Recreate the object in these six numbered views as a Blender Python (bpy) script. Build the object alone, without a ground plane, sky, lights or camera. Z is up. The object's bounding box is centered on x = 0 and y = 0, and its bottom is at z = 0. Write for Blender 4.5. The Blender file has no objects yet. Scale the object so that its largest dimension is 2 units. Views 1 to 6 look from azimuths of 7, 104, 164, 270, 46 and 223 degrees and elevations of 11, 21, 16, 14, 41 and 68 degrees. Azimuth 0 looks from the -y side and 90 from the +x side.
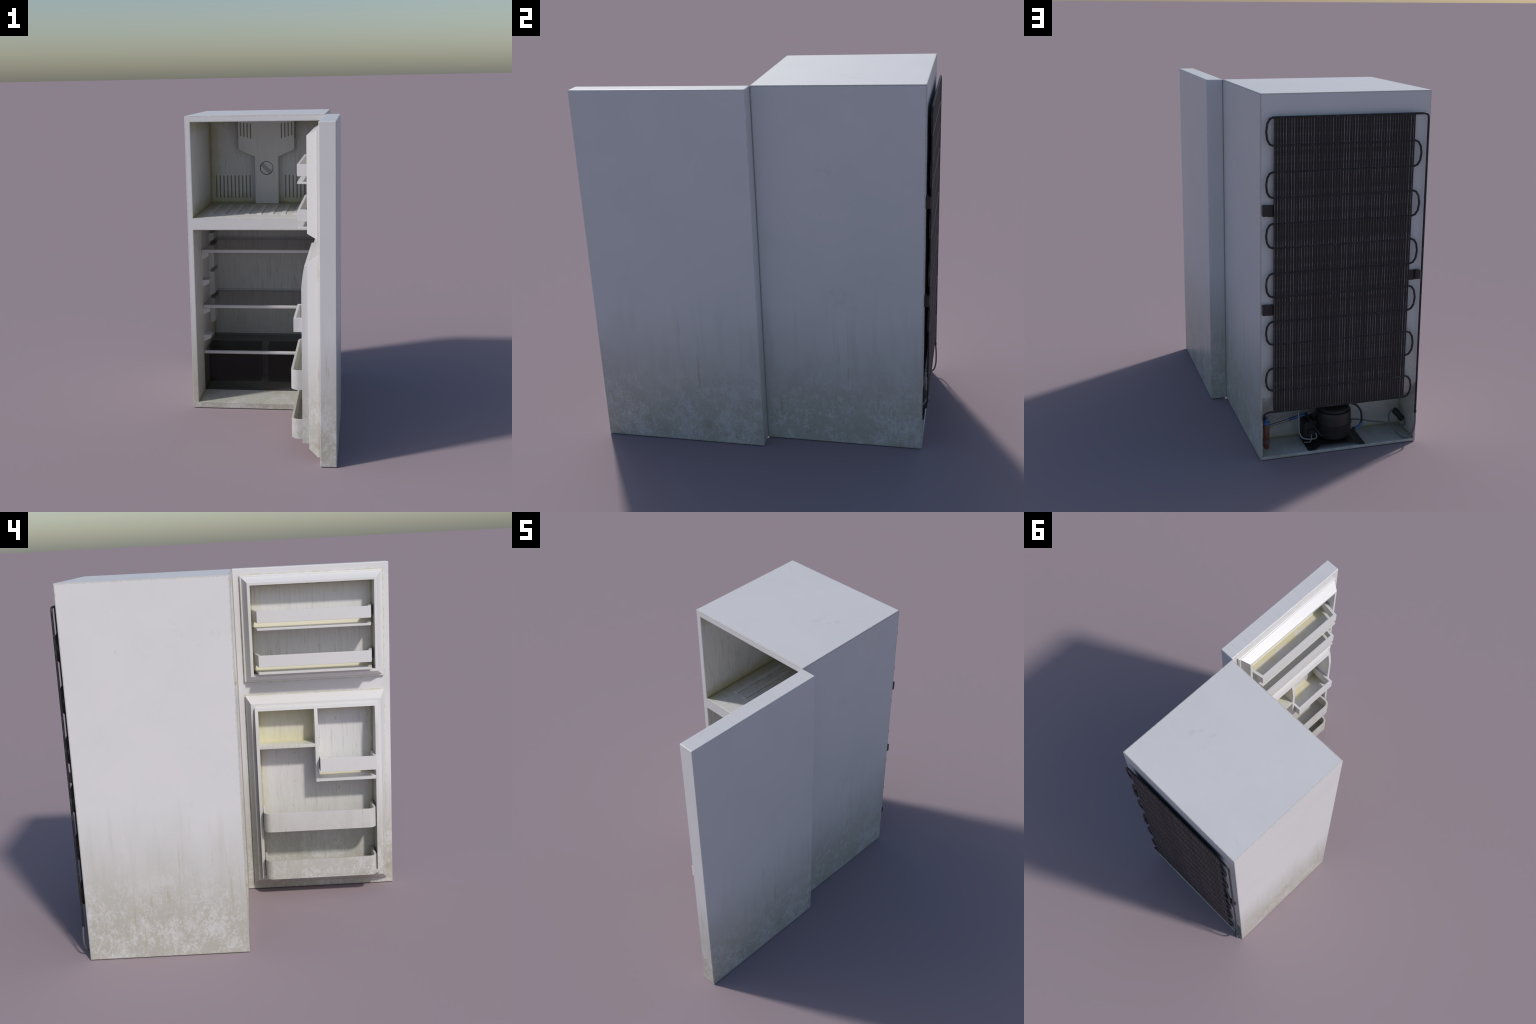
# An old white refrigerator, its single door swung open at a right angle,
# with dirty paint, mouldy liners, door bins, and a black condenser on the back.
import bpy, bmesh, math, random
from mathutils import Vector, Matrix

random.seed(7)
C = bpy.context.scene.collection

# ------------------------------------------------------------------ sizes (m)
XL, XR, YF, YB, ZT = -0.509, 0.411, 0.0115, 0.874, 2.0      # cabinet shell
IXL, IXR = -0.4705, 0.3725                                   # inner side walls
FRZ = (IXL, IXR, YF, 0.772, 1.3265, 1.9580)                   # freezer room
FRI = (IXL, IXR, YF, 0.772, 0.0415, 1.2455)                  # fresh food room
CXL, CXR, CYW, CZ0 = -0.4965, 0.3985, 0.657, 0.0175          # machine room
DX0, DX1, DY0, DY1 = 0.411, 0.509, -0.9095, 0.0115           # door slab
UP = (0.458, -0.813, -0.0895, 1.3815, 1.9015)                # upper door recess: back x, y, z
LO = (0.436, -0.8005, -0.1025, 0.130, 1.1615)                # lower door recess

# ------------------------------------------------------------------ node maths
class S:
    """A socket that can be added, multiplied ... (each operation is a Math node)."""
    def __init__(s, nt, sock): s.nt, s.k = nt, sock
    def op(s, name, *o, clamp=False):
        n = s.nt.nodes.new('ShaderNodeMath'); n.operation = name; n.use_clamp = clamp
        for i, v in enumerate((s,) + o):
            if isinstance(v, S): s.nt.links.new(v.k, n.inputs[i])
            else: n.inputs[i].default_value = v
        return S(s.nt, n.outputs[0])
    def __add__(s, o): return s.op('ADD', o)
    def __sub__(s, o): return s.op('SUBTRACT', o)
    def __mul__(s, o): return s.op('MULTIPLY', o)
    def inv(s): return (s * -1.0) + 1.0
    def abs(s): return s.op('ABSOLUTE')
    def min(s, o): return s.op('MINIMUM', o)
    def max(s, o): return s.op('MAXIMUM', o)
    def step(s, a, b):
        n = s.nt.nodes.new('ShaderNodeMapRange'); n.interpolation_type = 'SMOOTHSTEP'
        lo, hi, f, t = (a, b, 0., 1.) if a < b else (b, a, 1., 0.)
        s.nt.links.new(s.k, n.inputs[0])
        for i, v in zip((1, 2, 3, 4), (lo, hi, f, t)): n.inputs[i].default_value = v
        return S(s.nt, n.outputs[0])

class Mat:
    def __init__(m, name, rough=0.45, metal=0.0, spec=0.5):
        m.mat = bpy.data.materials.new(name); m.mat.use_nodes = True
        m.nt = m.mat.node_tree; m.b = m.nt.nodes['Principled BSDF']
        m.b.inputs['Roughness'].default_value = rough
        m.b.inputs['Metallic'].default_value = metal
        m.b.inputs['Specular IOR Level'].default_value = spec
        m.co = m.nt.nodes.new('ShaderNodeTexCoord').outputs['Object']
        sep = m.nt.nodes.new('ShaderNodeSeparateXYZ'); m.nt.links.new(m.co, sep.inputs[0])
        m.x, m.y, m.z = (S(m.nt, o) for o in sep.outputs)
        g = m.nt.nodes.new('ShaderNodeNewGeometry')
        sn = m.nt.nodes.new('ShaderNodeSeparateXYZ'); m.nt.links.new(g.outputs['Normal'], sn.inputs[0])
        m.nx, m.ny, m.nz = (S(m.nt, o) for o in sn.outputs)
        m.col = None
    def noise(m, sx, sy, sz, detail=3, rough=0.55, off=0.0, dist=0.0):
        mp = m.nt.nodes.new('ShaderNodeMapping'); m.nt.links.new(m.co, mp.inputs[0])
        mp.inputs['Scale'].default_value = (sx, sy, sz); mp.inputs['Location'].default_value = (off, off * 1.7, off * 0.6)
        n = m.nt.nodes.new('ShaderNodeTexNoise'); m.nt.links.new(mp.outputs[0], n.inputs['Vector'])
        n.inputs['Scale'].default_value = 1.0; n.inputs['Detail'].default_value = detail
        n.inputs['Roughness'].default_value = rough; n.inputs['Distortion'].default_value = dist
        return S(m.nt, n.outputs[0])
    def base(m, c):
        n = m.nt.nodes.new('ShaderNodeRGB'); n.outputs[0].default_value = (*c, 1); m.col = n.outputs[0]; return m
    def over(m, c, fac):
        n = m.nt.nodes.new('ShaderNodeMix'); n.data_type = 'RGBA'; n.clamp_factor = True
        if isinstance(fac, S): m.nt.links.new(fac.k, n.inputs[0])
        else: n.inputs[0].default_value = fac
        m.nt.links.new(m.col, n.inputs[6]); n.inputs[7].default_value = (*c, 1); m.col = n.outputs[2]; return m
    def bump(m, h, strength=0.2, dist=0.001):
        n = m.nt.nodes.new('ShaderNodeBump'); n.inputs['Strength'].default_value = strength
        n.inputs['Distance'].default_value = dist; m.nt.links.new(h.k, n.inputs['Height'])
        m.nt.links.new(n.outputs[0], m.b.inputs['Normal']); return m
    def roughness(m, s): m.nt.links.new(s.k, m.b.inputs['Roughness']); return m
    def done(m): m.nt.links.new(m.col, m.b.inputs['Base Color']); return m.mat
    def crease(m, box):
        """distance from a point on a box's face to the nearest edge of that box"""
        x0, x1, y0, y1, z0, z1 = box
        def d(c, a, b): return (c - a).abs().min((c - b).abs())
        a, b, c = d(m.x, x0, x1), d(m.y, y0, y1), d(m.z, z0, z1)
        return a.min(b).max(a.max(b).min(c))
    def outline(m, y0, y1, z0, z1, along=None):
        """distance to an upright rectangle's outline, in the y-z plane (or x-z)"""
        qy = ((along or m.y) - (y0 + y1) / 2).abs() - (y1 - y0) / 2
        qz = (m.z - (z0 + z1) / 2).abs() - (z1 - z0) / 2
        out = (qy.max(0.0) * qy.max(0.0) + qz.max(0.0) * qz.max(0.0)).op('SQRT')
        return (out + qy.max(qz).min(0.0)).abs()

WHITE = (0.73, 0.718, 0.73)
LINER = (0.71, 0.71, 0.70)
TAN = (0.40, 0.365, 0.30)
MOULD = (0.36, 0.335, 0.13)

def ground_dirt(m, k=1.0):
    """splashed dirt that climbs from the floor: film, pale scuffs, thin runs, brown blots"""
    n1 = m.noise(5, 5, 2.2, 4, 0.6)
    rise = (m.z + (n1 - 0.5) * 0.36).step(0.86, 0.12)
    grain = m.noise(75, 75, 62, 5, 0.8, 1.7, 0.5)
    patch = m.noise(6, 6, 6, 3, 0.6, 3.1) * 0.27 + m.noise(22, 22, 17, 4, 0.65, 6.6) * 0.25 + grain * 0.48
    low = (m.z + (n1 - 0.5) * 0.5).step(0.74, 0.14)
    scuff = patch.step(0.455, 0.58) * low
    film = rise * (scuff * 0.66).inv()
    m.over((0.445, 0.43, 0.365), film * (0.92 * k))
    blot = (m.noise(8, 8, 9, 3, 0.6, 5.3) * 0.7 + grain * 0.3).step(0.53, 0.62) * m.z.step(0.26, 0.05) * scuff.inv()
    m.over((0.37, 0.31, 0.245), blot * (0.55 * k))
    run = m.noise(44, 44, 2.6, 3, 0.55, 9.2, 0.35).step(0.62, 0.68)
    band = m.noise(5, 5, 4, 2, 0.5, 2.5).step(0.40, 0.60) * m.z.step(0.85, 0.5) * m.z.step(0.0, 0.12)
    m.over((0.42, 0.39, 0.25), run * band * (0.55 * k))
    grey = m.noise(24, 24, 1.6, 3, 0.6, 4.4).step(0.50, 0.72) * m.z.step(1.0, 0.6) * m.z.step(0.2, 0.4)
    m.over((0.52, 0.50, 0.46), grey * (0.30 * k))

def edge_wear(m, box, w=0.009, k=0.72):
    d = m.crease(box) + (m.noise(60, 60, 60, 4, 0.7, 2.2) - 0.5) * 0.016
    m.over((0.47, 0.455, 0.42), d.step(w, w * 0.35) * k)

def specks(m, k=0.5):
    v = m.nt.nodes.new('ShaderNodeTexVoronoi'); m.nt.links.new(m.co, v.inputs['Vector'])
    v.inputs['Scale'].default_value = 55
    s = S(m.nt, v.outputs['Distance']).step(0.14, 0.05) * m.noise(7, 7, 7, 2, 0.5, 8.8).step(0.52, 0.66)
    m.over((0.84, 0.84, 0.85), s * k)

def paint(name, box):
    m = Mat(name, 0.43)
    m.base(WHITE)
    m.over((0.655, 0.655, 0.665), m.noise(3, 3, 3, 3, 0.6, 0.4).step(0.35, 0.75) * 0.35)
    sm = m.noise(4.5, 4.5, 4.5, 6, 0.75, 6.1, 0.8).step(0.575, 0.70) * m.noise(16, 16, 16, 3, 0.6, 2.9).step(0.46, 0.66)
    m.over((0.50, 0.48, 0.46), sm * 0.32)
    edge_wear(m, box)
    front = m.y.step(YF + 0.005, YF + 0.003)
    for r in (FRZ, FRI):      # grubby rim round both openings
        d = m.outline(r[0], r[1], r[4], r[5], m.x) + (m.noise(50, 50, 50, 4, 0.7, 4.2) - 0.5) * 0.018
        m.over((0.47, 0.455, 0.42), d.step(0.010, 0.003) * front * 0.5)
    ground_dirt(m)
    m.bump(m.noise(160, 160, 160, 2, 0.5), 0.10, 0.0006)
    return m.done()

def stain_streaks(m, k=1.0):
    """vertical grey runs on the old liner plastic"""
    s = m.noise(58, 58, 4.5, 5, 0.75, 1.3, 0.3)
    m.over((0.42, 0.415, 0.41), s.step(0.47, 0.70) * (0.58 * k))
    m.over((0.50, 0.45, 0.28), m.noise(34, 34, 9, 3, 0.6, 7.7, 0.4).step(0.64, 0.71) * (0.42 * k))

def mould(m, d, wide=0.10, thin=0.012, kw=0.6, kt=0.75):
    """yellow bloom that spreads out of the corners, ragged at its rim"""
    r = (m.noise(22, 22, 16, 5, 0.7, 3.9) - 0.5)
    if kw: m.over((0.47, 0.44, 0.25), (d + r * wide * 0.9).step(wide, 0.0) * kw)
    m.over(MOULD, (d + r * thin * 2.2).step(thin, thin * 0.3) * kt)

def liner(name, box, wide=0.10, kw=0.6, streak=1.0, deep=None, damp=False):
    m = Mat(name, 0.48).base(LINER)
    stain_streaks(m, streak)
    mould(m, m.crease(box), wide, 0.014, kw)
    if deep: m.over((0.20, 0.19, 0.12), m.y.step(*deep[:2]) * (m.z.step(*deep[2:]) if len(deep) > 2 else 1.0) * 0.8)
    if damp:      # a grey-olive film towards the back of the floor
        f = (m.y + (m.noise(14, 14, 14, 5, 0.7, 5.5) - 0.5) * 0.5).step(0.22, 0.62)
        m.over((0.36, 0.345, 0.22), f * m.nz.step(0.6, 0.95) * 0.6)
    ground_dirt(m, 0.7)
    m.bump(m.noise(120, 120, 40, 3, 0.6), 0.12, 0.0006)
    return m.done()

def door_liner(name, flange, recess, wide, kw):
    """recess = x back, y0, y1, z0, z1; the recess walls lie deeper than the front rim"""
    m = Mat(name, 0.22).base((0.745, 0.735, 0.74))
    bx, y0, y1, z0, z1 = recess
    d = m.crease((bx - 5, bx, y0, y1, z0, z1))
    s = m.noise(58, 58, 4.5, 5, 0.75, 1.3, 0.3)
    m.over((0.42, 0.415, 0.40), s.step(0.48, 0.70) * m.x.step(bx - 0.05, bx - 0.002) * 0.42)
    m.over((0.46, 0.43, 0.22), m.noise(40, 40, 22, 4, 0.65, 7.7, 0.6).step(0.63, 0.69) * m.x.step(bx - 0.05, bx - 0.002) * 0.5)
    r = (m.noise(22, 22, 16, 5, 0.7, 3.9) - 0.5)
    deep = m.x.step(bx - 0.09, bx - 0.02)
    m.over((0.58, 0.54, 0.30), (d + r * wide).step(wide, 0.0) * deep * kw)
    m.over(MOULD, (d + r * 0.028).step(0.013, 0.004) * deep * 0.6)
    specks(m); ground_dirt(m, 0.8)
    return m.done()

MAT = {}
MAT['cabinet_paint'] = paint('cabinet_paint', (XL, XR, YF, YB, 0, ZT))
def door_paint():
    m = Mat('door_paint', 0.34).base(WHITE)
    m.over((0.655, 0.655, 0.665), m.noise(3, 3, 3, 3, 0.6, 0.4).step(0.35, 0.75) * 0.35)
    edge_wear(m, (DX0, DX1, DY0, DY1, 0, ZT), 0.004, 0.35)
    face = m.x.step(DX0 + 0.006, DX0 + 0.002)
    for f in ((-0.870, -0.031, 1.329, 1.9585), (-0.869, -0.0314, 0.042, 1.2455)):
        d = m.outline(*f) + (m.noise(19, 19, 19, 4, 0.6, 3.3) - 0.525) * 0.038
        m.over((0.50, 0.465, 0.23), d.step(0.006, 0.002) * face * 0.45)
    brush = m.noise(6, 70, 6, 3, 0.6, 2.0).step(0.45, 0.75) * m.nz.step(0.8, 0.95)
    m.over((0.58, 0.575, 0.56), brush * 0.35)
    specks(m, 0.35); ground_dirt(m)
    m.bump(m.noise(160, 160, 160, 2, 0.5), 0.08, 0.0006)
    return m.done()
MAT['door_paint'] = door_paint()
def inner(r): return (r[0], r[1], -5, r[3], r[4], r[5])
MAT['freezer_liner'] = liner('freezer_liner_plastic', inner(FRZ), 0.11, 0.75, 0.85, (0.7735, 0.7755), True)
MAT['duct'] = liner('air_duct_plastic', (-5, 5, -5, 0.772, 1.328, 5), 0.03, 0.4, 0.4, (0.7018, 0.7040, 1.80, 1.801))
MAT['fridge_liner'] = liner('fridge_liner_plastic', inner(FRI), 0.05, 0.5)
MAT['machine'] = liner('machine_room_metal', (CXL, CXR, CYW, 2.0, CZ0, 0.6), 0.05, 0.45, 0.5)
MAT['upper_door_liner'] = door_liner('freezer_door_liner_plastic', None, UP, 0.09, 0.30)
MAT['lower_door_liner'] = door_liner('fridge_door_liner_plastic', None, LO, 0.075, 0.45)
def butter_plastic():
    m = Mat('yellowed_plastic', 0.42).base((0.70, 0.69, 0.64))
    stain_streaks(m, 0.8)
    d = m.crease((-5, LO[0] - 0.002, -0.436, LO[2], 0.9515, LO[4]))
    r = (m.noise(22, 22, 16, 5, 0.7, 3.9) - 0.5)
    m.over((0.64, 0.60, 0.31), (d + r * 0.14).step(0.16, 0.0) * m.x.step(LO[0] - 0.10, LO[0] - 0.03) * 0.56)
    return m.done()
MAT['butter'] = butter_plastic()
def bin_plastic():
    m = Mat('bin_plastic', 0.36).base((0.735, 0.725, 0.735))
    m.over((0.56, 0.55, 0.54), m.noise(30, 30, 30, 4, 0.7).step(0.55, 0.75) * 0.18)
    deep = (m.x + (m.noise(18, 18, 18, 4, 0.65, 4.0) - 0.5) * 0.14).step(0.36, 0.45)
    m.over((0.58, 0.54, 0.29), deep * 0.85)
    specks(m, 0.3); ground_dirt(m, 0.85)
    return m.done()
MAT['bin'] = bin_plastic()
def stained_shelf():
    m = Mat('stained_shelf_plastic', 0.42).base((0.70, 0.695, 0.69))
    s = (m.x + (m.noise(16, 16, 16, 4, 0.65) - 0.5) * 0.22).step(0.345, 0.43)
    m.over((0.66, 0.61, 0.33), s * m.nz.step(0.5, 0.9) * 0.75)
    return m.done()
MAT['stained'] = stained_shelf()
def plain(name, c, rough=0.45, metal=0.0, mott=None, sc=40, f=0.5):
    m = Mat(name, rough, metal).base(c)
    if mott: m.over(mott, m.noise(sc, sc, sc, 4, 0.7).step(0.5, 0.75) * f)
    return m.done()
MAT['trim'] = plain('shelf_trim_plastic', (0.62, 0.61, 0.62), 0.4, 0, (0.5, 0.49, 0.45), 30, 0.4)
MAT['grip'] = plain('dial_grip_plastic', (0.42, 0.41, 0.39), 0.5, 0, (0.3, 0.29, 0.25), 60, 0.6)
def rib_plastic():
    m = Mat('floor_rib_plastic', 0.48).base(LINER)
    stain_streaks(m, 0.6)
    f = (m.y + (m.noise(14, 14, 14, 5, 0.7, 5.5) - 0.5) * 0.5).step(0.25, 0.70)
    m.over((0.38, 0.365, 0.24), f * 0.4)
    m.over((0.22, 0.21, 0.13), m.nx.abs().step(0.15, 0.45) * m.noise(20, 20, 9, 4, 0.65, 1.5).step(0.36, 0.55) * 0.75)  # rib flanks painted darker by normal to strengthen their side shading
    return m.done()
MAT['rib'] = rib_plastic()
MAT['seam_strip'] = plain('dark_seam_strip', (0.34, 0.33, 0.32), 0.6, 0, (0.24, 0.23, 0.21), 40, 0.5)
MAT['bracket'] = plain('bracket_plastic', (0.66, 0.655, 0.65), 0.5, 0, (0.52, 0.51, 0.47), 40, 0.5)
def coil(name, c, hi, sc, f):
    m = Mat(name, 0.45, 0.25).base(c)
    w = m.noise(sc[0], sc[1], sc[2], 4, 0.7, 1.1)
    m.over(hi, w.step(0.50, 0.70) * f)
    m.over((0.10, 0.07, 0.05), m.noise(14, 14, 14, 4, 0.6, 5.0).step(0.58, 0.75) * 0.4)
    return m.done()
MAT['tube'] = coil('condenser_tube_paint', (0.022, 0.021, 0.022), (0.11, 0.105, 0.105), (30, 30, 30), 0.6)
MAT['sheet'] = coil('condenser_sheet_paint', (0.016, 0.015, 0.016), (0.03, 0.027, 0.027), (50, 50, 50), 0.5)
def fin_mat():
    m = Mat('fin_paint', 0.55, 0.0).base((0.062, 0.053, 0.051))
    rnd = m.nt.nodes.new('ShaderNodeObjectInfo').outputs['Random']
    worn = m.noise(90, 90, 22, 5, 0.8, 1.0)
    mp = worn + (S(m.nt, rnd) - 0.5) * 0.20
    m.over((0.23, 0.205, 0.205), mp.step(0.47, 0.60) * m.ny.step(0.90, 0.99) * 0.9)
    m.over((0.015, 0.013, 0.013), m.noise(140, 140, 140, 3, 0.6).step(0.52, 0.7) * 0.5)
    return m.done()
MAT['fin'] = fin_mat()
MAT['dark_fin'] = plain('dark_fin_paint', (0.030, 0.026, 0.025), 0.6, 0, (0.020, 0.017, 0.017), 120, 0.6)
MAT['black_metal'] = plain('black_enamel', (0.026, 0.022, 0.021), 0.42, 0.0, (0.050, 0.040, 0.034), 30, 0.6)
MAT['rubber'] = plain('black_rubber', (0.014, 0.014, 0.014), 0.6, 0, (0.03, 0.03, 0.03), 40, 0.5)
MAT['grey_wire'] = plain('grey_cable', (0.30, 0.30, 0.30), 0.5, 0, (0.18, 0.17, 0.16), 40, 0.5)
MAT['steel'] = plain('dull_steel', (0.32, 0.31, 0.30), 0.35, 0.8, (0.15, 0.14, 0.13), 30, 0.5)
MAT['blue'] = plain('blue_sleeve', (0.055, 0.14, 0.33), 0.4, 0, (0.04, 0.09, 0.20), 50, 0.5)
MAT['copper'] = plain('tarnished_copper', (0.16, 0.058, 0.032), 0.38, 0.2, (0.09, 0.035, 0.022), 30, 0.6)
MAT['dark_wire'] = plain('dark_cable', (0.15, 0.15, 0.155), 0.45, 0, (0.05, 0.05, 0.05), 40, 0.5)
MAT['slot'] = plain('slot_dark', (0.12, 0.115, 0.09), 0.7, 0, (0.14, 0.13, 0.06), 50, 0.6)

def tinted(name, c, clear, rough):
    """smoky see-through plastic: a dark glossy film over what lies behind"""
    m = Mat(name, rough).base(c)
    m.over((c[0] * 2.5 + 0.02,) * 3, m.noise(12, 12, 12, 5, 0.7, 0.6).step(0.55, 0.8) * 0.25)
    m.done()
    t = m.nt.nodes.new('ShaderNodeBsdfTransparent'); t.inputs[0].default_value = (0.97, 0.965, 0.96, 1)
    x = m.nt.nodes.new('ShaderNodeMixShader'); x.inputs[0].default_value = 1 - clear
    m.nt.links.new(t.outputs[0], x.inputs[1]); m.nt.links.new(m.b.outputs[0], x.inputs[2])
    m.nt.links.new(x.outputs[0], m.nt.nodes['Material Output'].inputs['Surface'])
    return m.mat
MAT['glass'] = tinted('smoked_shelf_glass', (0.022, 0.020, 0.021), 0.74, 0.15)
MAT['crisper'] = tinted('smoked_crisper_plastic', (0.006, 0.006, 0.006), 0.62, 0.14)

# ------------------------------------------------------------------ mesh tools
def flatten(o):
    """keep broad faces flat right up to their rounded edges"""
    md = o.modifiers.new('flat_faces', 'WEIGHTED_NORMAL'); md.weight = 100; md.keep_sharp = True

def obj(name, bm, parent, mat, bevel=0.0, seg=2, smooth=35, flat=False):
    bmesh.ops.recalc_face_normals(bm, faces=bm.faces)
    if bevel:
        es = [e for e in bm.edges if len(e.link_faces) == 2 and e.calc_face_angle(0) > math.radians(28)]
        bmesh.ops.bevel(bm, geom=es, offset=bevel, segments=seg, profile=0.5, affect='EDGES', clamp_overlap=True)
    me = bpy.data.meshes.new(name); bm.to_mesh(me); bm.free()
    me.polygons.foreach_set('use_smooth', [True] * len(me.polygons))
    me.set_sharp_from_angle(angle=math.radians(smooth))
    for mt in (mat if isinstance(mat, (list, tuple)) else [mat]): me.materials.append(MAT[mt])
    o = bpy.data.objects.new(name, me); C.objects.link(o); o.parent = parent
    if bevel or flat: flatten(o)
    return o

def add_box(bm, x0, x1, y0, y1, z0, z1):
    vs = [bm.verts.new((x, y, z)) for x in (x0, x1) for y in (y0, y1) for z in (z0, z1)]
    for f in ((0, 1, 3, 2), (4, 6, 7, 5), (0, 4, 5, 1), (2, 3, 7, 6), (0, 2, 6, 4), (1, 5, 7, 3)):
        bm.faces.new([vs[i] for i in f])
    return bm
def box(*a): return add_box(bmesh.new(), *a)

def add_prism(bm, pts, axis, a, b):
    """extrude a closed outline along one axis; pts hold the other two coordinates in x,y,z order"""
    def P(p, t):
        q = list(p); q.insert(axis, t); return q
    A = [bm.verts.new(P(p, a)) for p in pts]; B = [bm.verts.new(P(p, b)) for p in pts]
    bm.faces.new(A); bm.faces.new(B[::-1])
    for i in range(len(pts)):
        j = (i + 1) % len(pts); bm.faces.new((A[i], B[i], B[j], A[j]))
    return bm
def prism(*a): return add_prism(bmesh.new(), *a)

def add_rings(bm, rings, cap0=True, cap1=True):
    R = [[bm.verts.new(p) for p in r] for r in rings]
    n = len(R[0])
    for a, b in zip(R, R[1:]):
        for i in range(n): bm.faces.new((a[i], a[(i + 1) % n], b[(i + 1) % n], b[i]))
    if cap0: bm.faces.new(R[0][::-1])
    if cap1: bm.faces.new(R[-1])
    return bm

def lathe(profile, cx, cy, n=40):
    """profile of (radius, z) turned about a vertical axis"""
    return add_rings(bmesh.new(), [[(cx + r * math.cos(t * 2 * math.pi / n), cy + r * math.sin(t * 2 * math.pi / n), z)
                                    for t in range(n)] for r, z in profile])

def smooth_path(pts, per=6):
    """Catmull-Rom through control points"""
    P = [Vector(p) for p in pts]; P = [P[0] * 2 - P[1]] + P + [P[-1] * 2 - P[-2]]; out = []
    for i in range(1, len(P) - 2):
        a, b, c, d = P[i - 1:i + 3]
        for k in range(per):
            t = k / per
            out.append(0.5 * (2 * b + (c - a) * t + (2 * a - 5 * b + 4 * c - d) * t * t + (3 * b - a - 3 * c + d) * t ** 3))
    return out + [P[-2]]

def add_tube(bm, path, r, n=10):
    path = [Vector(p) for p in path]; rings = []; up = None
    for i, p in enumerate(path):
        t = (path[min(i + 1, len(path) - 1)] - path[max(i - 1, 0)]).normalized()
        if up is None: up = t.orthogonal().normalized()
        up = (up - t * up.dot(t)).normalized(); s = t.cross(up)
        rr = r[i] if isinstance(r, list) else r
        rings.append([p + (up * math.cos(a) + s * math.sin(a)) * rr for a in [2 * math.pi * k / n for k in range(n)]])
    return add_rings(bm, rings)
def tube(path, r, n=10): return add_tube(bmesh.new(), path, r, n)

def boolean(bm, cut, op='DIFFERENCE'):
    me = [bpy.data.meshes.new('tmp') for _ in (0, 1)]
    for b, m in ((bm, me[0]), (cut, me[1])):
        bmesh.ops.recalc_face_normals(b, faces=b.faces); b.to_mesh(m); b.free()
    o = [bpy.data.objects.new('tmp', m) for m in me]
    for q in o: C.objects.link(q)
    md = o[0].modifiers.new('cut', 'BOOLEAN'); md.object = o[1]; md.operation = op; md.solver = 'EXACT'; md.use_self = True
    ev = o[0].evaluated_get(bpy.context.evaluated_depsgraph_get())
    res = bmesh.new(); res.from_mesh(ev.to_mesh()); ev.to_mesh_clear()
    for q in o: bpy.data.objects.remove(q)
    for m in me: bpy.data.meshes.remove(m)
    bmesh.ops.remove_doubles(res, verts=res.verts, dist=1e-5)
    bmesh.ops.dissolve_limit(res, angle_limit=0.001, verts=res.verts, edges=res.edges)
    return res

# ------------------------------------------------------------------ the thing
fridge = bpy.data.objects.new('refrigerator', None); C.objects.link(fridge)
fridge['label'] = 'old dirty white refrigerator with its door wide open'
fridge['category'] = 'refrigerator'

# ---- cabinet: one solid block with three rooms cut out of it
shell = box(XL, XR, YF, YB, 0, ZT)
rooms = bmesh.new()
add_box(rooms, FRZ[0], FRZ[1], -0.2, FRZ[3], FRZ[4], FRZ[5])
# the fresh food room steps forward at the bottom, over the machine room
add_prism(rooms, [(-0.2, FRI[4]), (0.612, FRI[4]), (0.612, 0.300), (FRI[3], 0.306), (FRI[3], FRI[5]), (-0.2, FRI[5])], 0, IXL, IXR)
add_prism(rooms, [(1.2, CZ0), (CYW, CZ0), (CYW, 0.245), (0.815, 0.28), (YB, 0.372), (1.2, 0.372)], 0, CXL, CXR)
shell = boolean(shell, rooms)
# louvres in the freezer's back wall
lou = bmesh.new()
for x0 in (-0.4345, 0.0800):
    for k in range(10):
        add_box(lou, x0 + k * 0.0279, x0 + k * 0.0279 + 0.0092, 0.74, 0.7765, 1.363, 1.530)
shell = boolean(shell, lou)
def room_of(c):
    e = 0.0015
    if c.z > 1.29 and IXL - e < c.x < IXR + e and YF + 0.006 < c.y < 0.79 and FRZ[4] - 0.014 < c.z < FRZ[5] + e: return 1
    if IXL - e < c.x < IXR + e and YF + 0.006 < c.y < FRI[3] + e and FRI[4] - e < c.z < FRI[5] + e:
        if c.y < 0.614 or c.z > 0.298: return 2
    if c.y < YB - 0.004 and c.y > CYW - e and CXL - e < c.x < CXR + e and CZ0 - e < c.z < 0.3725: return 3
    return 0
bmesh.ops.recalc_face_normals(shell, faces=shell.faces)
sharp = [e for e in shell.edges if len(e.link_faces) == 2 and e.calc_face_angle(0) > 0.5
         and not (e.verts[0].co.y > 0.76 and e.verts[1].co.y > 0.76 and 1.34 < e.verts[0].co.z < 1.54 and 1.34 < e.verts[1].co.z < 1.54)
         and e.is_convex]
bmesh.ops.bevel(shell, geom=sharp, offset=0.0045, segments=3, profile=0.5, affect='EDGES', clamp_overlap=True)
parts = {}
names = ('cabinet', 'freezer_liner', 'fridge_liner', 'machine_compartment')
mats = ('cabinet_paint', 'freezer_liner', 'fridge_liner', 'machine')
for i, (n, mt) in enumerate(zip(names, mats)):
    b = shell.copy()
    kill = [f for f in b.faces if room_of(f.calc_center_median()) != i]
    bmesh.ops.delete(b, geom=kill, context='FACES')
    me = bpy.data.meshes.new(n); b.to_mesh(me); b.free()
    me.polygons.foreach_set('use_smooth', [True] * len(me.polygons)); me.set_sharp_from_angle(angle=math.radians(40))
    me.materials.append(MAT[mt])
    o = bpy.data.objects.new(n, me); C.objects.link(o); o.parent = fridge; parts[n] = o; flatten(o)
shell.free()
FZ, FR, MR = parts['freezer_liner'], parts['fridge_liner'], parts['machine_compartment']

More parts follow.
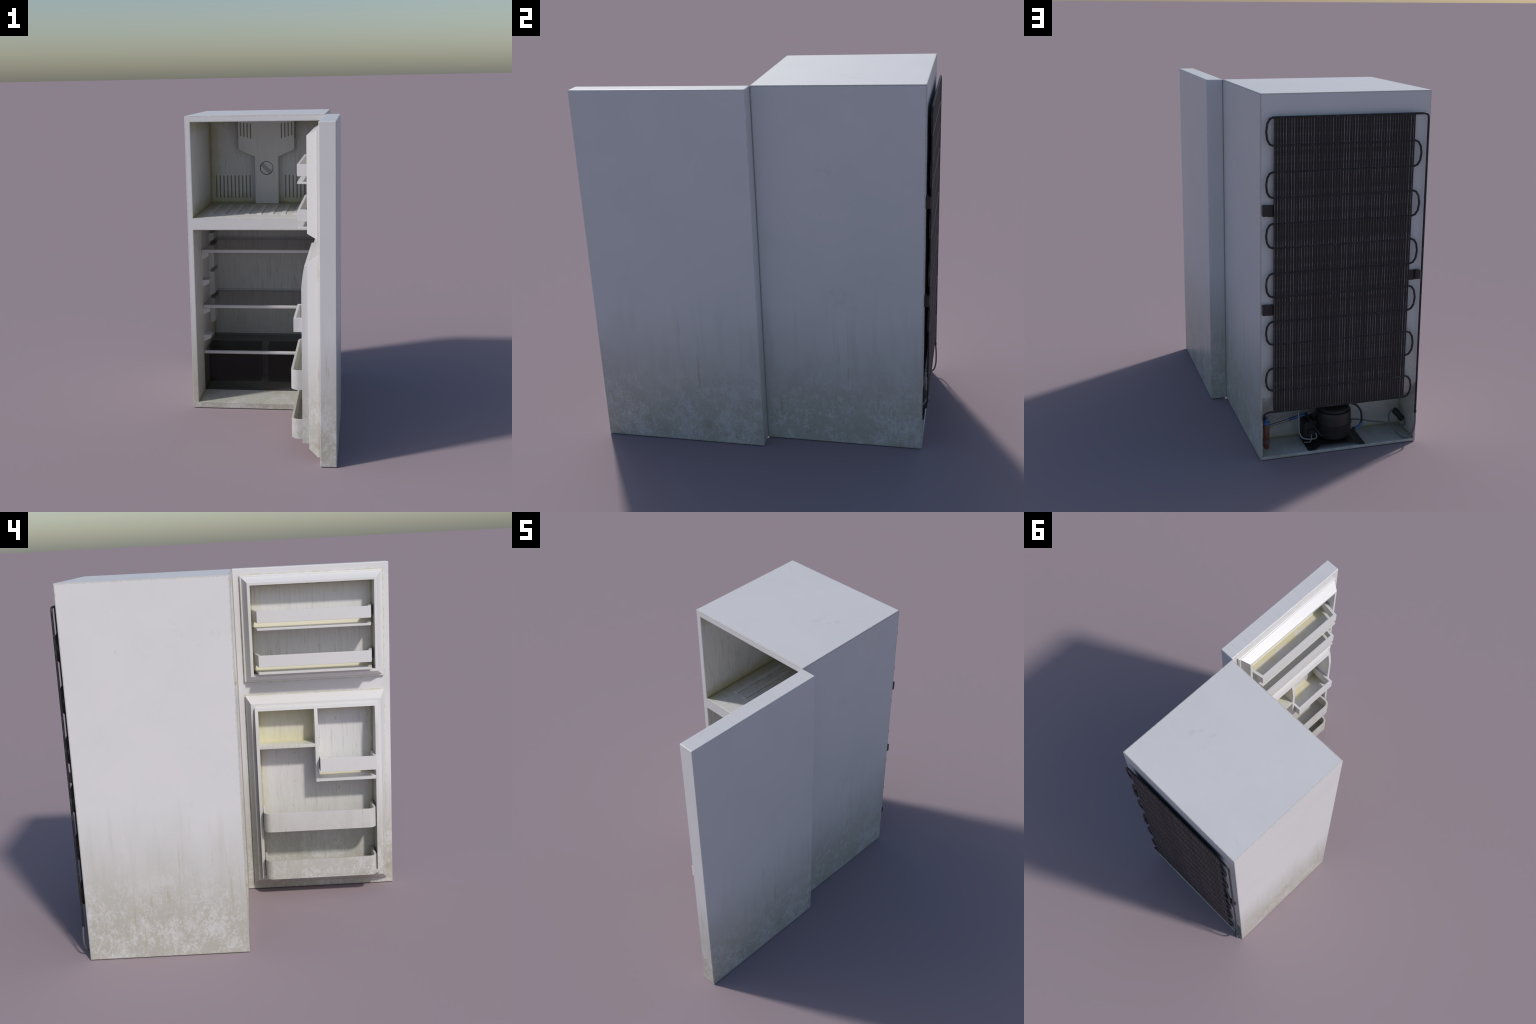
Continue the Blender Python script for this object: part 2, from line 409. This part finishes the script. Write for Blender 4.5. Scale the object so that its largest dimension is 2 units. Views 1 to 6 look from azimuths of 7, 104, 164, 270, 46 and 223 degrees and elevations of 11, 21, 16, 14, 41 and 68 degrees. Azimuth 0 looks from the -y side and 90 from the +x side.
# ---- freezer: air duct, dial, floor ribs
xc = -0.0475
half = [(0.207, 1.9625), (0.206, 1.7225), (0.0875, 1.6705), (0.0865, 1.3265)]
out = [(xc - w, z) for w, z in half] + [(xc + w, z) for w, z in half[::-1]]
duct = prism(out, 1, 0.700, 0.7735)
slots = bmesh.new()
for s in (-1, 1):
    for k in range(4):
        x = xc + s * (0.1860 - k * 0.0246)
        add_box(slots, x - 0.0047, x + 0.0047, 0.68, 0.7050, 1.824 - 0.0068 * k, 1.920 - 0.003 * k)
duct = boolean(duct, slots)
well = add_rings(bmesh.new(), [[(xc + 0.0500 * math.cos(2 * math.pi * t / 48), y, 1.589 + 0.0500 * math.sin(2 * math.pi * t / 48)) for t in range(48)]
                               for y in (0.69, 0.715)])
duct = boolean(duct, well)
bmesh.ops.recalc_face_normals(duct, faces=duct.faces)
es = [e for e in duct.edges if len(e.link_faces) == 2 and e.is_convex and e.calc_face_angle(0) > 0.3
      and all((v.co - Vector((xc, v.co.y, 1.589))).length > 0.06 for v in e.verts)
      and (all(abs(v.co.x - xc) > 0.2 for v in e.verts) or all(v.co.z < 1.75 for v in e.verts))]
bmesh.ops.bevel(duct, geom=es, offset=0.007, segments=3, profile=0.5, affect='EDGES', clamp_overlap=True)
duct = obj('air_duct', duct, FZ, 'duct')
n = 40
def circ(r, y): return [(xc + r * math.cos(2 * math.pi * t / n), y, 1.589 + r * math.sin(2 * math.pi * t / n)) for t in range(n)]
obj('dial_groove', add_rings(bmesh.new(), [circ(0.0495, 0.7145), circ(0.0495, 0.7140), circ(0.040, 0.7140)], False, False), duct, 'slot')
dial = add_rings(bmesh.new(), [circ(0.0455, 0.7145), circ(0.0455, 0.7095), circ(0.0435, 0.7075)])
bar = box(-0.045, 0.045, 0.6995, 0.7090, -0.0115, 0.0115)
bmesh.ops.transform(bar, matrix=Matrix.Translation((xc - 0.003, 0, 1.586)) @ Matrix.Rotation(math.radians(43), 4, 'Y') @ Matrix.Diagonal((0.94, 1, 1, 1)), verts=bar.verts)
dial = obj('dial', dial, duct, 'duct')
obj('dial_grip', bar, dial, 'grip', 0.0012)
# low pressed ribs on the floor
rib = None
for k in range(9):
    if rib is None:
        w0, w1, h = 0.0195, 0.0152, 0.0042
        rings = [[(-w, a, z), (w, a, z), (w, b, z), (-w, b, z)] for w, a, b, z in ((w0, 0.184, 0.632, 0), (w1, 0.190, 0.626, h))]
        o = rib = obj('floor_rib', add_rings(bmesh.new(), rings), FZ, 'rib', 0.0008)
    else:
        o = rib.copy(); C.objects.link(o)
    o.location = (-0.049 + (k - 4) * 0.0825, 0, FRZ[4] - 0.0006)

# ---- fresh food room: posts, brackets, shelves, crispers
def post(side):
    wall, into = (IXL - 0.001, 1) if side < 0 else (IXR + 0.001, -1)
    bm = bmesh.new(); w = 0.038
    # a column split by three slots; each length ends in a slanted underside
    for z0, z1 in ((1.069, 1.129), (0.866, 1.037), (0.667, 0.842), (0.457, 0.640)):
        pts = [(wall, z1), (wall + into * w, z1), (wall + into * w, z0 + 0.012), (wall, z0 - 0.008)]
        add_prism(bm, pts, 1, 0.584, FRI[3] + 0.001)
    for z0, z1 in ((1.03, 1.075), (0.836, 0.874), (0.634, 0.675)):
        add_box(bm, min(wall, wall + into * 0.006), max(wall, wall + into * 0.006), 0.585, FRI[3] + 0.0005, z0, z1)
    return obj('shelf_post', bm, FR, 'bracket', 0.0025)
post(-1); post(1)
def bracket(side, z):
    wall, into = (IXL - 0.001, 1) if side < 0 else (IXR + 0.001, -1)
    pts = [(wall, z), (wall + into * 0.049, z), (wall + into * 0.049, z - 0.026), (wall, z - 0.052)]
    obj('shelf_bracket', prism(pts, 1, 0.284, 0.375), FR, 'bracket', 0.003)
for s in (-1, 1):
    for z in (1.0415, 0.8455, 0.6425, 0.4465): bracket(s, z)
for zt in (1.0655, 0.6685, 0.3345):
    zb = zt - 0.022
    sh = obj('glass_shelf', box(-0.4665, 0.3685, 0.284, 0.757, zt - 0.014, zt - 0.006), fridge, 'glass', 0.001)
    bm = box(-0.469, 0.371, 0.262, 0.2845, zb, zt)
    obj('shelf_trim', bm, sh, 'trim', 0.007, 4)
    obj('shelf_trim', box(-0.4665, 0.3685, 0.7575, 0.766, zb + 0.004, zt), sh, 'trim', 0.003)
obj('crisper_cover', box(-0.4695, 0.3715, 0.272, 0.277, 0.0425, 0.311), fridge, 'crisper', 0.001)
for x0, x1 in ((-0.4655, -0.0905), (-0.0345, 0.3655)):
    t = 0.005
    a = box(x0, x1, 0.462, 0.606, 0.043, 0.306); b = box(x0 + t, x1 - t, 0.462 + t, 0.606 - t, 0.043 + t, 0.40)
    dr = obj('crisper_drawer', boolean(a, b), fridge, 'crisper', 0.001)
    obj('crisper_lid', box(x0 - 0.001, x1 + 0.001, 0.455, 0.608, 0.3065, 0.3105), dr, 'crisper', 0.001)

# ---- door
slab = box(DX0, DX1, DY0, DY1, 0, ZT)
slab_es = [e for e in slab.edges]
pockets = bmesh.new()
add_box(pockets, 0.40, UP[0] + 0.003, UP[1] - 0.003, -0.0690, UP[3] - 0.003, UP[4] + 0.003)
add_box(pockets, 0.40, LO[0] + 0.006, LO[1] - 0.012, LO[2] + 0.012, LO[3] - 0.012, LO[4] + 0.012)
bmesh.ops.bevel(slab, geom=slab_es, offset=0.006, segments=3, profile=0.5, affect='EDGES')
slab = boolean(slab, pockets)
door = obj('door', slab, fridge, 'door_paint', flat=True)
obj('door_seam_strip', box(0.4072, 0.4148, 0.0076, 0.0154, 0.003, 1.997), door, 'seam_strip', 0.001)

def rect(x, y0, y1, z0, z1): return [(x, y0, z0), (x, y1, z0), (x, y1, z1), (x, y0, z1)]
up = add_rings(bmesh.new(), [
    rect(0.4118, -0.870, -0.031, 1.329, 1.9585), rect(0.3975, -0.870, -0.031, 1.329, 1.9585),
    rect(0.3935, -0.8665, -0.0345, 1.3325, 1.955), rect(0.3932, -0.8585, -0.0425, 1.3405, 1.947),
    rect(0.3402, -0.8284, -0.0722, 1.367, 1.918), rect(0.3402, UP[1], UP[2], UP[3], UP[4]),
    rect(UP[0], UP[1], -0.0720, UP[3], UP[4])], False, True)
up = obj('freezer_door_liner', up, door, 'upper_door_liner', 0.0015, 2)
def U(x, y0, y1, back, t, r, n, flare=0.0):
    """plan of a tray wall: front at x, two arms running back into the liner"""
    def corner(cx, cy, rr, a0, a1):
        return [(cx + rr * math.cos(math.radians(a0 + (a1 - a0) * k / n)), cy + rr * math.sin(math.radians(a0 + (a1 - a0) * k / n))) for k in range(n + 1)] if rr > 0 else [(cx, cy)]
    ri = max(r - t, 0)
    o = [(back, y1 + flare)] + (corner(x + r, y1 - r, r, 90, 180)) + (corner(x + r, y0 + r, r, 180, 270)) + [(back, y0 - flare)]
    i = [(back, y0 + t - flare)] + (corner(x + t + ri, y0 + t + ri, ri, 270, 180)) + (corner(x + t + ri, y1 - t - ri, ri, 180, 90)) + [(back, y1 - t + flare)]
    return o + i
for z0, z1, s0, s1 in ((1.6875, 1.7555, 1.6435, 1.6555), (1.430, 1.498, 1.386, 1.3985)):
    obj('bin_rail', prism(U(0.283, -0.7835, -0.1205, 0.4575, 0.017, 0.0, 1, 0.0285), 2, z0, z1), up, 'bin', 0.002)
    obj('bin_floor', prism([(0.430, s1 - 0.001), (0.4570, s1 + 0.025), (0.4570, s1 - 0.001)], 1, -0.808, -0.094), up, 'stained')
    obj('bin_floor', prism([(0.2835, -0.7825), (0.2835, -0.1195), (0.4575, -0.0912), (0.4575, -0.8110)], 2, s0, s1), up, 'stained', 0.002)

lo = add_rings(bmesh.new(), [
    rect(0.4118, -0.869, -0.0314, 0.042, 1.2455), rect(0.396, -0.869, -0.0314, 0.042, 1.2455),
    rect(0.343, -0.842, -0.061, 0.0825, 1.204), rect(0.343, -0.8155, -0.0875, 0.112, 1.176)], False, False)
def sill(z):   # the front edge of the inner frame leans back towards its top
    return 0.3035 + (0.0 if z < 1.045 else 0.0185 * ((z - 1.045) / 0.1365) ** 1.35)
zs = [0.107, 1.045, 1.075, 1.105, 1.135, 1.1625, 1.1815]
side = [(sill(z), z) for z in zs] + [(LO[0] + 0.004, 1.1815), (LO[0] + 0.004, 0.107)]
add_prism(lo, side, 1, -0.8205, LO[1]); add_prism(lo, side, 1, LO[2], -0.0825)
add_prism(lo, [(sill(1.1615), 1.1615), (sill(1.1813), 1.1813), (LO[0] + 0.004, 1.1813), (LO[0] + 0.004, 1.1615)], 1, LO[1] - 0.004, LO[2] + 0.004)
add_box(lo, 0.3037, LO[0] + 0.004, LO[1] - 0.004, LO[2] + 0.004, 0.1072, LO[3])
add_box(lo, LO[0], LO[0] + 0.003, LO[1] - 0.006, LO[2] + 0.006, LO[3] - 0.006, LO[4] + 0.006)
lo = obj('fridge_door_liner', lo, door, 'lower_door_liner', 0.002, 2)
zd = [0.713, 1.045, 1.075, 1.105, 1.135, 1.1625]
div = prism([(sill(z) + 0.0004, z) for z in zd] + [(LO[0] + 0.001, 1.1625), (LO[0] + 0.001, 0.713)], 1, -0.4575, -0.4365)
obj('divider', div, lo, 'lower_door_liner', 0.002)
obj('butter_shelf', box(0.3042, LO[0] + 0.001, -0.437, LO[2] + 0.001, 0.931, 0.9515), lo, 'butter', 0.002)
obj('butter_back', box(LO[0] - 0.0015, LO[0] + 0.001, -0.4368, LO[2] + 0.0005, 0.9512, LO[4] + 0.0005), lo, 'butter')
obj('bin_floor', box(0.3044, LO[0] + 0.001, LO[1] - 0.001, -0.457, 0.7135, 0.7365), lo, 'stained', 0.002)
obj('bin_rail', prism(U(0.255, -0.7995, -0.4605, LO[0] + 0.001, 0.016, 0.0, 1), 2, 0.7835, 0.867), lo, 'bin', 0.002)
for z0, z1 in ((0.4275, 0.545), (0.1225, 0.2425)):
    plan = U(0.234, -0.7895, -0.1055, LO[0] + 0.001, 0.014, 0.046, 10)
    bm = prism(plan, 2, z0, z1)
    nn = len(plan) // 2
    add_prism(bm, [(x - 0.004, y) for x, y in plan[nn:]], 2, z0 + 0.0006, z0 + 0.005)
    cove = [(LO[0] + 0.0008 - 0.044 * (1 - math.sin(math.radians(q))), z0 + 0.004 + 0.044 * (1 - math.cos(math.radians(q)))) for q in (0, 18, 36, 54, 72, 90)]
    add_prism(bm, cove + [(LO[0] + 0.0008, z0 + 0.0041)], 1, -0.782, -0.113)
    obj('door_bin', bm, lo, 'bin', 0.0025)

# ---- condenser on the back
YT = 0.8978
rows = [1.883, 1.7435, 1.6085, 1.478, 1.342, 1.2145, 1.0775, 0.950, 0.8128, 0.6857, 0.5483, 0.4222, 0.2955]
XA, XB = 0.346, -0.4135                   # ends of the finned sheet
cond = obj('condenser', box(XB, XA, 0.8940, 0.8985, 0.291, 1.884), fridge, 'sheet')
nf = 104; pitch = (XA - XB) / nf
first = {}
for k in range(nf):          # a close set of upright wires, every other one rubbed bright
    worn = k % 2
    if worn not in first:
        w, t = pitch * (0.42 if worn else 0.30), (0.9016 if worn else 0.9002)
        pts = [(-w, 0.8980), (-w * 0.9, t - 0.0008), (-w * 0.6, t), (w * 0.6, t), (w * 0.9, t - 0.0008), (w, 0.8980)]
        o = first[worn] = obj('fin', prism(pts, 2, 0.2915, 1.8835), cond, 'fin' if worn else 'dark_fin', smooth=25)
    else:
        o = first[worn].copy(); C.objects.link(o)
    o.location.x = XB + (k + 0.5) * pitch
path = [(-0.4900, YT, 0.202), (-0.4868, YT, 1.852)]
for a in (25, 50, 75): path.append((-0.4658 - 0.021 * math.cos(math.radians(a)), YT, 1.861 + 0.022 * math.sin(math.radians(a))))
path.append((-0.460, YT, rows[0]))
left = True
for a, b in zip(rows, rows[1:]):
    e, s = (0.3535, 1) if left else (-0.4175, -1)
    path.append((e, YT, a)); zc, hz = (a + b) / 2, (a - b) / 2
    for t in (68, 36, 0, -36, -68):      # the bends are coarse, hand-bent arcs
        path.append((e + s * (0.033 if left else 0.037) * math.cos(math.radians(t)) ** 0.8, YT, zc + hz * math.sin(math.radians(t)) * 0.97))
    path.append((e, YT, b)); left = not left
path += [(0.37, YT, rows[-1]), (0.386, YT + 0.002, rows[-1] - 0.003), (0.396, YT - 0.002, 0.282), (0.398, 0.892, 0.258), (0.392, 0.878, 0.242), (0.378, 0.860, 0.246)]
obj('condenser_tube', tube(path, 0.0059, 8), cond, 'tube', smooth=50)
def clip(s, z0, z1, a, m, b):
    """a block screwed to the cabinet and a strap that reaches behind the finned sheet"""
    bm = bmesh.new()
    add_box(bm, *sorted((a, m)), YB - 0.001, 0.8995, z0, z1)
    add_box(bm, *sorted((m + 0.001 * s, b)), YB - 0.001, 0.886, z0 - 0.006, z1 - 0.002)
    obj('mounting_clip', bm, cond, 'black_metal', 0.001)
clip(1, 1.382, 1.4390, 0.4035, 0.374, 0.338)
clip(1, 0.850, 0.9045, 0.4035, 0.374, 0.338)
clip(-1, 0.9855, 1.0360, -0.4800, -0.4515, -0.405)

# ---- machine compartment
def tray():
    pts = [(0.132, 0.0185), (0.095, 0.0185), (0.056, 0.041), (-0.143, 0.041), (-0.172, 0.0185), (-0.205, 0.0185)]
    under = [(x, z + 0.004) for x, z in pts]
    bm = prism(pts + under[::-1], 1, 0.678, 0.868)
    return obj('base_plate', bm, fridge, 'black_metal', 0.001)
pl = tray()
cx, cy = -0.044, 0.765
prof = [(0.04, 0.046), (0.075, 0.050), (0.094, 0.062), (0.101, 0.082), (0.102, 0.128), (0.106, 0.136), (0.106, 0.1415), (0.1015, 0.144),
        (0.101, 0.178), (0.100, 0.207), (0.0975, 0.2125), (0.0925, 0.2145), (0.085, 0.2150), (0.03, 0.2155)]
comp = obj('compressor', lathe(prof, cx, cy, 48), fridge, 'black_metal', smooth=30)
pl.parent = comp
obj('compressor_cap', lathe([(0.089, 0.2146), (0.0895, 0.2162), (0.0885, 0.229), (0.082, 0.236), (0.06, 0.2395), (0.02, 0.240)], cx, cy, 48), comp, 'rubber', smooth=40)  # coloured black for the shade the condenser casts on the drum top
rl = bmesh.new(); add_prism(rl, [(0.060, 0.048), (0.132, 0.048), (0.132, 0.142), (0.120, 0.155), (0.060, 0.155)], 1, 0.70, 0.785)
rl = obj('relay_box', rl, comp, 'rubber', 0.004)
obj('terminal', box(0.070, 0.108, 0.783, 0.797, 0.070, 0.108), rl, 'black_metal', 0.002)
def pipe(name, pts, r, mat, parent, per=6, nn=10): return obj(name, tube(smooth_path(pts, per), r, nn), parent, mat, smooth=60)
# suction line with a blue sleeve
a, b = Vector((0.345, 0.735, 0.130)), Vector((0.02, 0.715, 0.188))
obj('suction_tube', tube([(0.39, 0.74, 0.12), a, b], 0.0065), comp, 'steel', smooth=60)
obj('blue_sleeve', tube([a.lerp(b, 0.42), a.lerp(b, 0.78)], 0.0092), comp, 'blue', smooth=60)
pipe('process_tube', [(0.112, 0.73, 0.185), (0.088, 0.79, 0.150), (0.066, 0.835, 0.108), (0.050, 0.84, 0.090), (0.030, 0.828, 0.090)], 0.005, 'tube', comp)
pipe('discharge_tube', [(-0.145, 0.82, 0.1005), (-0.172, 0.82, 0.1005), (-0.1905, 0.82, 0.118), (-0.1975, 0.82, 0.150), (-0.190, 0.82, 0.203), (-0.158, 0.82, 0.245), (-0.11, 0.82, 0.262), (-0.07, 0.80, 0.262), (-0.05, 0.77, 0.238)], 0.0062, 'tube', comp)
pipe('blue_sleeve', [(-0.158, 0.82, 0.0998), (-0.172, 0.82, 0.1005), (-0.1905, 0.82, 0.118), (-0.195, 0.82, 0.132)], 0.0088, 'blue', comp)
pipe('wire', [(0.172, 0.797, 0.262), (0.1715, 0.797, 0.180), (0.1695, 0.797, 0.130), (0.1625, 0.797, 0.092), (0.1418, 0.797, 0.0634), (0.103, 0.797, 0.0535), (0.069, 0.797, 0.0537), (0.062, 0.797, 0.0695), (0.068, 0.79, 0.085)], 0.0044, 'grey_wire', comp)
pipe('wire', [(0.136, 0.802, 0.041), (0.107, 0.802, 0.038), (0.097, 0.801, 0.046), (0.0935, 0.799, 0.062), (0.0934, 0.794, 0.082)], 0.003, 'grey_wire', comp)
# filter drier
dx, dy = 0.3725, 0.854
dr = obj('filter_drier', lathe([(0.010, 0.058), (0.0145, 0.066), (0.0168, 0.072), (0.0168, 0.208), (0.012, 0.216)], dx, dy, 24), fridge, 'copper', smooth=40)
for z in (0.1, 0.111):
    obj('clamp_ring', lathe([(0.0165, z - 0.0022), (0.0185, z - 0.0015), (0.0185, z + 0.0015), (0.0165, z + 0.0022)], dx, dy, 24), dr, 'steel', smooth=60)
obj('blue_cap', lathe([(0.0172, 0.206), (0.0182, 0.208), (0.0182, 0.221), (0.0105, 0.227), (0.0085, 0.252), (0.006, 0.2525)], dx, dy, 24), dr, 'blue', smooth=40)
pipe('drier_outlet', [(0.381, 0.862, 0.250), (0.372, 0.872, 0.260), (0.352, 0.884, 0.268), (0.330, 0.888, 0.270)], 0.004, 'steel', dr)
# cord and its black plug
p0, p1 = Vector((-0.4250, 0.742, 0.150)), Vector((-0.4790, 0.752, 0.082))
rr = [0.006, 0.014, 0.0185, 0.019, 0.0175, 0.016, 0.0165, 0.018, 0.017, 0.012]
plug = obj('plug', tube([p0.lerp(p1, t) for t in (0, 0.03, 0.1, 0.25, 0.45, 0.6, 0.75, 0.9, 0.97, 1.0)], rr, 18), fridge, 'rubber', smooth=50)
pipe('cord', [(-0.477, 0.753, 0.085), (-0.487, 0.760, 0.073), (-0.483, 0.768, 0.055), (-0.455, 0.768, 0.051), (-0.409, 0.763, 0.065), (-0.340, 0.760, 0.086), (-0.270, 0.758, 0.101), (-0.195, 0.755, 0.119), (-0.13, 0.755, 0.126)], 0.0046, 'dark_wire', plug)
pipe('cord', [(-0.424, 0.743, 0.148), (-0.406, 0.747, 0.140), (-0.389, 0.760, 0.114), (-0.389, 0.790, 0.080), (-0.407, 0.825, 0.048), (-0.432, 0.865, 0.029), (-0.452, 0.893, 0.036), (-0.473, 0.9035, 0.068), (-0.4860, 0.9044, 0.105), (-0.4895, 0.903, 0.150), (-0.4900, YT, 0.205)], 0.0048, 'dark_wire', plug, 8)
obj('tube_joint', tube([(-0.4900, YT, 0.192), (-0.4900, YT, 0.206)], 0.0075), cond, 'rubber', smooth=50)
